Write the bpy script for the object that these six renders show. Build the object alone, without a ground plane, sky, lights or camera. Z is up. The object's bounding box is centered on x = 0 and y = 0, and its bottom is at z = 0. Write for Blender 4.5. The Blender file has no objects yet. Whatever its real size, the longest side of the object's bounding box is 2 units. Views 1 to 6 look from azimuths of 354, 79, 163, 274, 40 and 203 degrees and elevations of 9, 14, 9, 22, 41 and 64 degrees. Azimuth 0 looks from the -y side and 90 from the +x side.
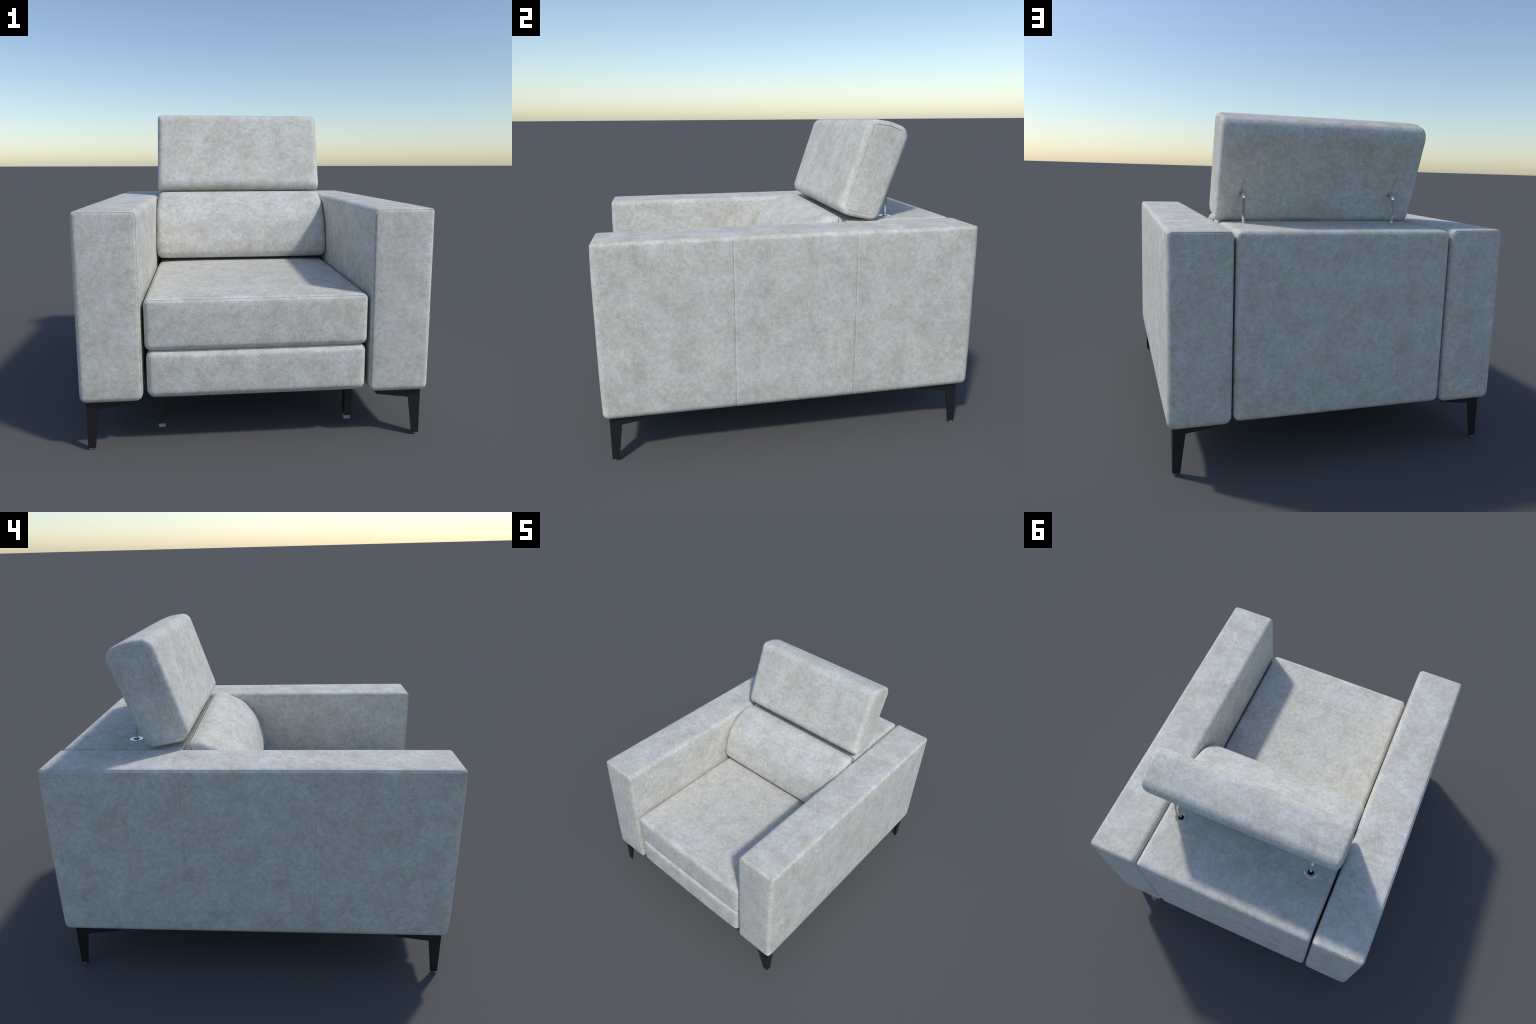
import bpy, bmesh, math
from mathutils import Vector

# ------------------------------------------------------------------ materials
def new_mat(name):
    m = bpy.data.materials.new(name)
    m.use_nodes = True
    nt = m.node_tree
    b = nt.nodes["Principled BSDF"]
    return m, nt, b

def noise(nt, vec, scale, detail=4.0, rough=0.55, dist=0.0):
    n = nt.nodes.new("ShaderNodeTexNoise")
    n.inputs["Scale"].default_value = scale
    n.inputs["Detail"].default_value = detail
    n.inputs["Roughness"].default_value = rough
    n.inputs["Distortion"].default_value = dist
    nt.links.new(vec, n.inputs["Vector"])
    return n.outputs["Fac"]

def ramp(nt, fac, stops):
    r = nt.nodes.new("ShaderNodeValToRGB")
    e = r.color_ramp.elements
    e[0].position, e[0].color = stops[0][0], (*stops[0][1], 1)
    e[1].position, e[1].color = stops[-1][0], (*stops[-1][1], 1)
    for p, c in stops[1:-1]:
        k = e.new(p)
        k.color = (*c, 1)
    nt.links.new(fac, r.inputs["Fac"])
    return r.outputs["Color"]

def mix(nt, a, b, fac, mode="MIX"):
    n = nt.nodes.new("ShaderNodeMix")
    n.data_type = "RGBA"
    n.blend_type = mode
    if isinstance(fac, float):
        n.inputs["Factor"].default_value = fac
    else:
        nt.links.new(fac, n.inputs["Factor"])
    for s, k in ((a, 6), (b, 7)):
        if isinstance(s, tuple):
            n.inputs[k].default_value = (*s, 1)
        else:
            nt.links.new(s, n.inputs[k])
    return n.outputs[2]

def shifted(nt, vec, off):
    m = nt.nodes.new("ShaderNodeMapping")
    m.inputs["Location"].default_value = off
    nt.links.new(vec, m.inputs["Vector"])
    return m.outputs["Vector"]

def fabric_material():
    m, nt, b = new_mat("suede_fabric")
    co = nt.nodes.new("ShaderNodeTexCoord").outputs["Object"]
    # large cloudy blotches: warm taupe <-> pale cool grey
    f1 = noise(nt, co, 8.0, 7.0, 0.68, 0.1)
    col = ramp(nt, f1, [(0.33, WARM), (0.50, MIDC), (0.67, COOL)])
    # slow drift of hue (greenish / neutral / faint lilac)
    f2 = noise(nt, shifted(nt, co, (3.1, 7.7, 1.9)), 9.0, 3.0, 0.5)
    hue = ramp(nt, f2, [(0.32, (1.0, 1.012, 0.965)), (0.5, (1.0, 1.0, 1.0)), (0.68, (1.012, 0.992, 1.028))])
    col = mix(nt, col, hue, 1.0, "MULTIPLY")
    # mottling a finger wide
    f3 = noise(nt, shifted(nt, co, (11.0, 2.0, 5.0)), 36.0, 6.0, 0.70)
    mot = ramp(nt, f3, [(0.30, (0.84, 0.828, 0.805)), (0.5, (1.0, 1.0, 1.0)), (0.70, (1.13, 1.145, 1.165))])
    col = mix(nt, col, mot, 1.0, "MULTIPLY")
    # fine suede grain
    f4 = noise(nt, co, 190.0, 4.0, 0.7)
    gr = ramp(nt, f4, [(0.30, (0.76, 0.75, 0.73)), (0.5, (1.0, 1.0, 1.0)), (0.70, (1.18, 1.18, 1.18))])
    col = mix(nt, col, gr, 1.0, "MULTIPLY")
    nt.links.new(col, b.inputs["Base Color"])
    b.inputs["Roughness"].default_value = 0.85
    b.inputs["Specular IOR Level"].default_value = 0.25
    bp = nt.nodes.new("ShaderNodeBump")
    bp.inputs["Strength"].default_value = 0.4
    bp.inputs["Distance"].default_value = 0.0022
    fb = noise(nt, co, 120.0, 5.0, 0.7)
    nt.links.new(fb, bp.inputs["Height"])
    nt.links.new(bp.outputs["Normal"], b.inputs["Normal"])
    return m

WARM = (0.535, 0.516, 0.462)
MIDC = (0.610, 0.595, 0.545)
COOL = (0.672, 0.673, 0.638)
FABRIC = fabric_material()

def plain_material(name, col, rough, metallic=0.0, grain=0.0, scale=150.0):
    m, nt, b = new_mat(name)
    co = nt.nodes.new("ShaderNodeTexCoord").outputs["Object"]
    f = noise(nt, co, scale, 3.0, 0.6)
    lo = tuple(c * (1 - grain) for c in col)
    hi = tuple(min(1, c * (1 + grain)) for c in col)
    nt.links.new(ramp(nt, f, [(0.35, lo), (0.65, hi)]), b.inputs["Base Color"])
    b.inputs["Roughness"].default_value = rough
    b.inputs["Metallic"].default_value = metallic
    return m

BLACK_METAL = plain_material("black_powder_coat", (0.012, 0.012, 0.013), 0.45, 0.0, 0.12)
CHROME = plain_material("polished_chrome", (0.86, 0.87, 0.88), 0.06, 1.0, 0.01)
GREY_FOOT = plain_material("grey_nylon", (0.30, 0.31, 0.32), 0.40, 0.0, 0.05)
HOLE = plain_material("hole_black", (0.004, 0.004, 0.004), 0.8)
LINING = plain_material("dark_underlining", (0.015, 0.015, 0.016), 0.9, 0.0, 0.15)

# ------------------------------------------------------------------ scene tree
root = bpy.data.objects.new("recliner_armchair", None)
bpy.context.scene.collection.objects.link(root)
root["label"] = "pale grey suede armchair with raised headrest and black legs"
root["category"] = "armchair"

def add_object(name, me, mat, parent=root):
    ob = bpy.data.objects.new(name, me)
    bpy.context.scene.collection.objects.link(ob)
    ob.parent = parent
    if mat and not me.materials:
        me.materials.append(mat)
    return ob

def mesh_from(name, verts, faces, smooth=True):
    me = bpy.data.meshes.new(name)
    me.from_pydata([tuple(v) for v in verts], [], faces)
    bm = bmesh.new()
    bm.from_mesh(me)
    bmesh.ops.recalc_face_normals(bm, faces=bm.faces)
    bm.to_mesh(me)
    bm.free()
    for p in me.polygons:
        p.use_smooth = smooth
    return me

# ------------------------------------------------------------------ lofting
def bridge(rings):
    """closed skin through equal-length rings, ends fanned to their centres"""
    n = len(rings[0])
    verts = [p for r in rings for p in r]
    faces = []
    for k in range(len(rings) - 1):
        a, b = k * n, (k + 1) * n
        for i in range(n):
            j = (i + 1) % n
            faces.append((a + i, a + j, b + j, b + i))
    for r0 in (0, (len(rings) - 1) * n):
        c = sum((Vector(p) for p in rings[r0 // n]), Vector()) / n
        verts.append(c)
        ci = len(verts) - 1
        for i in range(n):
            faces.append((r0 + i, r0 + (i + 1) % n, ci))
    return verts, faces

class RectSection:
    """rounded rectangle l..r by b..t; sides in order bottom,right,top,left;
    radii of the corners BL, BR, TR, TL; arc_seam = depth of a seam let into a corner"""
    def __init__(self, l, r, b, t, radii, n=(14, 30, 14, 30), arc_seam=None, arc=8):
        self.v = (l, r, b, t)
        self.radii, self.n, self.arc = radii, n, arc
        self.arc_seam = arc_seam or {}
        w, h = r - l, t - b
        ln = (w - radii[0] - radii[1], h - radii[1] - radii[2], w - radii[2] - radii[3], h - radii[3] - radii[0])
        self.len = ln
        self.ts = [[k / n[i] for k in range(1, n[i])] for i in range(4)]
        # how far each ring vertex belongs to each side, and its outward direction
        self.meta = []
        for c in range(4):
            for k in range(arc + 1):
                w = [0.0] * 4
                w[c] = k / arc; w[(c + 3) % 4] = 1 - k / arc
                a = math.pi + c * math.pi / 2 + (math.pi / 2) * k / arc
                self.meta.append((w, (math.cos(a), math.sin(a))))
            for t in self.ts[c]:
                w = [0.0] * 4
                w[c] = 1.0
                self.meta.append((w, ((0, -1), (1, 0), (0, 1), (-1, 0))[c]))

    def ring(self, inset=(0, 0, 0, 0), cut=1.0):
        l, r, b, t = self.v
        ib, ir, it, il = inset
        l, r, b, t = l + il, r - ir, b + ib, t - it
        ins = (max(il, ib), max(ib, ir), max(ir, it), max(it, il))
        rr = [max(self.radii[i] - ins[i], 0.0025) for i in range(4)]
        cs = [(l + rr[0], b + rr[0]), (r - rr[1], b + rr[1]), (r - rr[2], t - rr[2]), (l + rr[3], t - rr[3])]
        out = []
        for s in range(4):
            c = cs[s]
            a0 = math.pi + s * math.pi / 2
            for k in range(self.arc + 1):
                a = a0 + (math.pi / 2) * k / self.arc
                q = rr[s] - (cut * self.arc_seam.get(s, 0.0) if k == self.arc // 2 else 0.0)
                out.append((c[0] + q * math.cos(a), c[1] + q * math.sin(a)))
            p0 = out[-1]
            s2 = (s + 1) % 4
            a1 = math.pi + s2 * math.pi / 2
            p1 = (cs[s2][0] + rr[s2] * math.cos(a1), cs[s2][1] + rr[s2] * math.sin(a1))
            for q in self.ts[s]:
                out.append((p0[0] + (p1[0] - p0[0]) * q, p0[1] + (p1[1] - p0[1]) * q))
        return out

SEAM_HALF = 0.0020

def inflate(verts, lo, hi, h, power=5.0):
    """plump the faces of a box-shaped cushion; h = (-x,+x,-y,+y,-z,+z)"""
    c = [(lo[k] + hi[k]) / 2 for k in range(3)]
    H = [(hi[k] - lo[k]) / 2 for k in range(3)]
    out = []
    for p in verts:
        u = [max(-1.0, min(1.0, (p[k] - c[k]) / H[k])) for k in range(3)]
        q = list(p)
        for k in range(3):
            w = abs(u[k]) ** 6
            for j in range(3):
                if j != k:
                    w *= max(0.0, 1 - abs(u[j]) ** power)
            q[k] += (h[2 * k + 1] if u[k] > 0 else -h[2 * k]) * w
        out.append(q)
    return out

def box_cushion(name, section, axis, a0, a1, end0, end1, bulge, stations=40,
                seams=(), groove0=(0, 0, 0, 0), groove1=(0, 0, 0, 0)):
    """rounded box lofted along an axis ('x' or 'y').
    end0/end1: rounding radii per side (bottom,right,top,left) at the two ends;
    seams: (axis position, depths per side); groove0/1: piped seam depth round the end edges"""
    r0, r1 = max(end0), max(end1)
    rows = []
    st = 7
    for k in range(st):                               # end 0
        th = math.pi / 2 * (1 - k / st)
        rows.append((None, k / st))
    rings = []
    def place(ring, a):
        return [(p[0], a, p[1]) if axis == 'y' else (a, p[0], p[1]) for p in ring]
    def end_rings(a, rad, sgn, groove):
        """from the body outwards to the cap centre"""
        res = []
        rm = max(rad)
        rs = min(r for r in rad)
        ds = {round(rm, 5), 0.0}
        for r in set(rad):
            for k in range(1, st):
                ds.add(round(r * (1 - math.sin(math.pi / 2 * k / st)), 5))
        gd = 0.25 * rs                                    # piped seam runs along the tight edge itself
        if max(groove) > 0:
            for e in (-1.0, -0.5, 0.0, 0.5, 1.0):
                ds.add(round(gd + e * SEAM_HALF, 5))
        for d in sorted(ds, reverse=True):
            x = abs(d - gd) / SEAM_HALF
            g = 1 - x * x if x < 1 else 0.0
            ins = tuple(0.0 if d >= r else r - math.sqrt(max(0.0, r * r - (r - d) ** 2)) for r in rad)
            pts = []
            for p, (w, nrm) in zip(section.ring(ins, min(1.0, d / rm)), section.meta):
                k = 0.7 * g * sum(w[i] * groove[i] for i in range(4))
                q = (p[0] - nrm[0] * k, p[1] - nrm[1] * k)
                pts += place([q], a - sgn * (d + k))
            res.append(pts)
        last = res[-1]
        c = sum((Vector(p) for p in last), Vector()) / len(last)
        for s in (0.97, 0.9, 0.8, 0.68, 0.55, 0.42, 0.28, 0.14):
            res.append([tuple(c + (Vector(p) - c) * s) for p in last])
        return res
    e0 = end_rings(a0, end0, -1, groove0)
    e1 = end_rings(a1, end1, +1, groove1)
    rings += e0[::-1]
    b0, b1 = a0 + r0 + 0.012, a1 - r1 - 0.012
    body = [(b0 + (b1 - b0) * i / stations, (0, 0, 0, 0)) for i in range(stations + 1)]
    for pos, dep in seams:
        body = [q for q in body if abs(q[0] - pos) > 0.018]
        for off, g in ((-0.016, 0), (-0.010, 0.06), (-0.006, 0.18), (-0.0022, 0.40), (-0.001, 0.80), (0, 1.0),
                       (0.001, 0.80), (0.0022, 0.40), (0.006, 0.18), (0.010, 0.06), (0.016, 0)):
            body.append((pos + off, tuple(x * g for x in dep)))
    body.sort(key=lambda q: q[0])
    rings += [place(section.ring(i), a) for a, i in body]
    rings += e1
    verts, faces = bridge(rings)
    l, r, b, t = section.v
    lo, hi = ((l, a0, b), (r, a1, t)) if axis == 'y' else ((a0, l, b), (a1, r, t))
    verts = inflate(verts, lo, hi, bulge)
    return mesh_from(name, verts, faces)

def fillet_profile(corners, step):
    """closed outline through (y, z, radius) corners -> points and outward normals, counter-clockwise"""
    n = len(corners)
    pts = []
    for i in range(n):
        p = Vector(corners[i][:2]); r = corners[i][2]
        a = (Vector(corners[i - 1][:2]) - p).normalized()
        b = (Vector(corners[(i + 1) % n][:2]) - p).normalized()
        ang = math.acos(max(-1, min(1, a.dot(b))))
        d = r / math.tan(ang / 2)
        c = p + (a + b).normalized() * (r / math.sin(ang / 2))
        s, e = p + a * d, p + b * d
        v0, v1 = s - c, e - c
        t0 = math.atan2(v0.y, v0.x)
        dt = math.atan2(v1.y, v1.x) - t0
        while dt > math.pi: dt -= 2 * math.pi
        while dt < -math.pi: dt += 2 * math.pi
        m = max(3, int(abs(dt) * r / step) + 2)
        for k in range(m + 1):
            t = t0 + dt * k / m
            pts.append(c + Vector((math.cos(t), math.sin(t))) * r)
    # resample evenly
    res = []
    L = len(pts)
    for i in range(L):
        a, b = pts[i], pts[(i + 1) % L]
        d = (b - a).length
        if d < 1e-6: continue
        m = max(1, int(round(d / step)))
        for k in range(m):
            res.append(a + (b - a) * (k / m))
    nr = []
    L = len(res)
    for i in range(L):
        t = res[(i + 1) % L] - res[i - 1]
        nr.append(Vector((t.y, -t.x)).normalized())
    return res, nr

def profile_cushion(name, corners, x0, x1, rend, step=0.008, xstep=0.03, plump=0.006, cap=0.01,
                    seam=0.0, extra_x=(), deform=None, rtip=None, axis=(0.0, 1.0)):
    """cushion whose side outline is a filleted polygon in (y, z), sewn along x with rounded ends.
    rend: end rounding on the long faces; rtip: at the two tips of the long axis"""
    P, N = fillet_profile(corners, step)
    cy = sum(p.x for p in P) / len(P); cz = sum(p.y for p in P) / len(P)
    xc, hw = (x0 + x1) / 2, (x1 - x0) / 2
    ax = Vector(axis).normalized()
    R = [rend if rtip is None else rend + (rtip - rend) * n.dot(ax) ** 2 for n in N]
    def body(x):
        u = min(1.0, abs(x - xc) / hw)
        pl = plump * (1 - u ** 4)
        return [(x, p.x + n.x * pl, p.y + n.y * pl) for p, n in zip(P, N)]
    def edge(xe, sgn, th):
        return [(xe - sgn * r * (1 - math.sin(th)), p.x - n.x * r * (1 - math.cos(th)), p.y - n.y * r * (1 - math.cos(th)))
                for p, n, r in zip(P, N, R)]
    def panel(x, s):
        return [(x, cy + (p.x - n.x * r - cy) * s, cz + (p.y - n.y * r - cz) * s) for p, n, r in zip(P, N, R)]
    st = 8
    def end(xe, sgn):
        res = [edge(xe, sgn, math.pi / 2 * k / st) for k in range(st + 1)]
        if seam > 0:
            for s, d in ((0.994, 0.0), (0.988, 0.6), (0.984, 1.0), (0.980, 0.6), (0.974, 0.0)):
                res.append(panel(xe - sgn * seam * d, s))
        for s in (0.95, 0.9, 0.8, 0.65, 0.5, 0.33, 0.16):
            res.append(panel(xe + sgn * cap * (1 - (s / 0.974) ** 2), s))
        return res
    rings = end(x0, -1)[::-1]
    m = int((2 * hw - 2 * rend) / xstep)
    xs = [x0 + rend + (2 * hw - 2 * rend) * i / m for i in range(1, m)]
    keep = []
    for x in sorted(xs + list(extra_x)):
        if not keep or x - keep[-1] > 0.0015:
            keep.append(x)
    rings += [body(x) for x in keep]
    rings += end(x1, +1)
    verts, faces = bridge(rings)
    if deform:
        verts = [deform(Vector(v)) for v in verts]
    return mesh_from(name, verts, faces)

# ------------------------------------------------------------------ armrests
def armrest(side):
    # section in (x, z) for the right arm: inner edge left, outer edge right
    # piped seam let into the outer top edge
    sec = RectSection(0.553, 0.849, 0.240, 1.151, (0.040, 0.036, 0.019, 0.030),
                      n=(14, 44, 14, 44), arc_seam={2: 0.0030})
    me = box_cushion("armrest", sec, 'y', -0.991, 0.991,
                     (0.034, 0.026, 0.017, 0.015), (0.034, 0.026, 0.017, 0.024),
                     (0.005, 0.010, 0.009, 0.009, 0.002, 0.0035), stations=60,
                     seams=((-0.317, (0.0024, 0.0024, 0, 0)), (0.319, (0.0024, 0.0024, 0, 0))),
                     groove0=(0, 0, 0.0055, 0.0055), groove1=(0, 0, 0.0050, 0))
    if side < 0:
        for v in me.vertices:
            v.co.x = -v.co.x
        me.flip_normals()
    return add_object("armrest", me, FABRIC)

armrest(+1)
armrest(-1)

# ------------------------------------------------------------------ seat, footrest, back
seat_sec = RectSection(-0.538, 0.538, 0.487, 0.741, (0.034, 0.034, 0.030, 0.030), n=(40, 12, 40, 12))
add_object("seat_cushion", box_cushion(
    "seat_cushion", seat_sec, 'y', -0.988, 0.34,
    (0.034, 0.030, 0.020, 0.030), (0.03, 0.03, 0.03, 0.03),
    (0.003, 0.003, 0.010, 0.0, 0.0, 0.010), stations=40,
    groove0=(0, 0, 0.0055, 0)), FABRIC)

foot_sec = RectSection(-0.531, 0.531, 0.254, 0.487, (0.040, 0.040, 0.032, 0.032), n=(40, 12, 40, 12))
add_object("footrest", box_cushion(
    "footrest", foot_sec, 'y', -0.987, -0.870,
    (0.036, 0.030, 0.028, 0.030), (0.02, 0.02, 0.02, 0.02),
    (0.002, 0.002, 0.010, 0.0, 0.003, 0.002), stations=10), FABRIC)

back_sec = RectSection(-0.539, 0.544, 0.252, 1.148, (0.034, 0.034, 0.028, 0.028), n=(36, 30, 36, 30))
BACK_BULGE = 0.005
add_object("backrest", box_cushion(
    "backrest", back_sec, 'y', 0.366, 0.991,
    (0.02, 0.02, 0.012, 0.02), (0.026, 0.020, 0.028, 0.020),
    (0.002, 0.002, 0.0, 0.009, 0.003, BACK_BULGE), stations=30), FABRIC)

# lumbar roll of the backrest
add_object("back_cushion", profile_cushion(
    "back_cushion",
    [(0.350, 0.768, 0.045), (0.353, 1.164, 0.049), (0.278, 1.184, 0.12), (0.136, 1.120, 0.22),
     (0.036, 1.012, 0.26), (-0.009, 0.865, 0.20), (-0.007, 0.767, 0.055)],
    -0.547, 0.549, 0.040, step=0.010, plump=0.002, cap=0.004), FABRIC)

# ------------------------------------------------------------------ headrest with its two rods
ROD_X = (0.434, -0.400)
ROD_Y = 0.630
TILT = 0.356                                  # back face leans: dy per dz
def back_y(z):
    return 0.579 + (z - 1.243) * TILT

def rod_dents(v):
    """the cover is drawn in above each rod: a crease that narrows upwards"""
    for rx in ROD_X:
        t = (v.z - 1.296) / 0.130
        dx = v.x - (rx - 0.024 * max(t, 0))          # the fold leans a little
        if abs(dx) < 0.06 and v.y > back_y(v.z) - 0.05 and -0.25 < t < 1.0:
            w = 0.013 * (1 - 0.7 * max(t, 0)) + 0.002
            amt = (1 - t) ** 0.7 if t > 0 else 1 + t * 4
            v.y -= 0.016 * math.exp(-(dx / w) ** 2) * max(0, amt)
            # pulled lips either side
            v.y += 0.003 * math.exp(-((abs(dx) - 0.022) / 0.010) ** 2) * max(0, amt)
    return v

fine_x = [rx + i * 0.0035 for rx in ROD_X for i in range(-18, 12)]
add_object("headrest", profile_cushion(
    "headrest",
    [(0.303, 1.198, 0.060), (0.539, 1.140, 0.054), (0.722, 1.642, 0.068), (0.602, 1.689, 0.22), (0.475, 1.708, 0.058)],
    -0.551, 0.559, 0.037, step=0.0075, plump=0.001, cap=0.005, seam=0.0028,
    rtip=0.023, axis=(0.335, 0.94),
    extra_x=fine_x, deform=rod_dents), FABRIC)

def tube(name, path, r, seg=20):
    rings = []
    for i, p in enumerate(path):
        t = (path[min(i + 1, len(path) - 1)] - path[max(i - 1, 0)]).normalized()
        u = Vector((1, 0, 0))
        w = t.cross(u).normalized()
        rings.append([tuple(p + (u * math.cos(a) + w * math.sin(a)) * r)
                      for a in (2 * math.pi * k / seg for k in range(seg))])
    v, f = bridge(rings)
    return mesh_from(name, v, f)

def annulus(name, r_in, r_out, h, seg=48):
    rings = [[(r * math.cos(a), r * math.sin(a), z) for a in (2 * math.pi * k / seg for k in range(seg))]
             for r, z in ((r_in, 0), (r_out, 0), (r_out, h * 0.7), (r_out - h * 0.3, h), (r_in + h * 0.3, h), (r_in, h * 0.7))]
    verts = [p for r in rings for p in r]
    faces = []
    for k in range(6):
        a, b = k * seg, ((k + 1) % 6) * seg
        for i in range(seg):
            j = (i + 1) % seg
            faces.append((a + i, a + j, b + j, b + i))
    return mesh_from(name, verts, faces, smooth=False)

def disc(name, r, h, seg=40):
    rings = [[(r * s * math.cos(a), r * s * math.sin(a), z) for a in (2 * math.pi * k / seg for k in range(seg))]
             for s, z in ((1, 0), (1, h * 0.7), (0.93, h))]
    v, f = bridge(rings)
    return mesh_from(name, v, f, smooth=False)

def top_of_backrest(x, y):
    l, r, b, t = back_sec.v
    u = (x - (l + r) / 2) / ((r - l) / 2)
    w = (y - (0.366 + 0.991) / 2) / ((0.991 - 0.366) / 2)
    return t + BACK_BULGE * (1 - abs(u) ** 5) * (1 - abs(w) ** 5)

rod_path = [Vector((0, 0, z)) for z in (-0.02, 0.0, 0.03, 0.06, 0.09, 0.12)]
ZB, RB = 0.129, 0.018
for k in range(0, 10):
    a = math.pi / 2 * k / 9
    rod_path.append(Vector((0, -RB * (1 - math.cos(a)), ZB + RB * math.sin(a))))
rod_path.append(Vector((0, -0.075, ZB + RB)))
ROD = tube("headrest_rod", rod_path, 0.0084)
RING = annulus("rod_collar", 0.0175, 0.0360, 0.004)
HOLE_DISC = disc("rod_hole_disc", 0.0172, 0.0022)  # flat black disc inside the collar, standing in for the rod hole
for rx in ROD_X:
    zt = top_of_backrest(rx, ROD_Y)
    rod = add_object("headrest_rod", ROD, CHROME)
    rod.location = (rx, ROD_Y, zt)
    col = add_object("rod_collar", RING, CHROME, rod)
    col.location = (0, 0, -0.0005)
    sl = add_object("rod_hole_disc", HOLE_DISC, HOLE, rod)
    sl.location = (0, 0, -0.0008)

# ------------------------------------------------------------------ legs
def leg_mesh():
    """corner leg for the corner x>0, y<0 in local axes: outer corner at (0,0), inwards is (-u, +v).
    tapered corner post, and two bracket arms under the frame"""
    bm = bmesh.new()
    def solid(loops):
        vs = [[bm.verts.new(p) for p in lp] for lp in loops]
        n = len(loops[0])
        for a, b in zip(vs, vs[1:]):
            for i in range(n):
                bm.faces.new((a[i], a[(i + 1) % n], b[(i + 1) % n], b[i]))
        bm.faces.new(vs[0][::-1])
        bm.faces.new(vs[-1])
    # post: corner profile whose inner side is cut away diagonally; it tapers to the floor
    def loop(z, w, t):
        return [(0, 0, z), (0, w, z), (-t, w, z), (-w, t, z), (-w, 0, z)]
    solid([loop(0.008, 0.036, 0.005), loop(0.201, 0.060, 0.008), loop(0.256, 0.066, 0.008)])
    # bracket arms: underside rises away from the post and ends in a rounded tip
    th = 0.024
    outline = [(0.045, 0.256), (0.045, 0.198), (0.058, 0.200)]
    L = 0.236
    for k in range(7):
        a = math.pi / 2 * k / 6
        outline.append((L - 0.022 + 0.022 * math.sin(a), 0.243 - 0.022 * math.cos(a)))
    outline.append((L, 0.256))
    e = 0.0012
    solid([[(-s, e, z) for s, z in outline], [(-s, th, z) for s, z in outline]])
    solid([[(-e, s, z) for s, z in outline], [(-th, s, z) for s, z in outline]])
    bmesh.ops.recalc_face_normals(bm, faces=bm.faces)
    me = bpy.data.meshes.new("leg")
    bm.to_mesh(me)
    bm.free()
    return me

LEG = leg_mesh()
GLIDE = disc("foot_glide", 0.0100, 0.0085)
for sx in (1, -1):
    for sy in (-1, 1):
        leg = add_object("leg", LEG, BLACK_METAL)
        leg.location = (0.822 * sx, -0.964 if sy < 0 else 0.942, 0)
        leg.scale = (sx, -sy, 1)
        g = add_object("foot_glide", GLIDE, GREY_FOOT, leg)
        g.location = (-0.0125, 0.0125, 0)

# ------------------------------------------------------------------ footrest support posts and underside
def block(name, lo, hi, bevel, mat, parent=root):
    bm = bmesh.new()
    bmesh.ops.create_cube(bm, size=1)
    for v in bm.verts:
        v.co = Vector([(lo[k] + hi[k]) / 2 + v.co[k] * (hi[k] - lo[k]) for k in range(3)])
    bmesh.ops.bevel(bm, geom=bm.edges[:], offset=bevel, segments=2, profile=0.5, affect='EDGES')
    me = bpy.data.meshes.new(name)
    bm.to_mesh(me)
    bm.free()
    return add_object(name, me, mat, parent)

for sx in (1, -1):
    x0, x1 = sorted((0.457 * sx, 0.498 * sx))
    p = block("support_post", (x0, -0.878, 0.076), (x1, -0.828, 0.42), 0.002, BLACK_METAL)
    f0, f1 = sorted((0.458 * sx, 0.492 * sx))
    block("post_foot", (f0, -0.866, 0.052), (f1, -0.836, 0.0765), 0.002, GREY_FOOT, p)

block("seat_base", (-0.525, -0.79, 0.31), (0.525, 0.40, 0.485), 0.01, LINING)
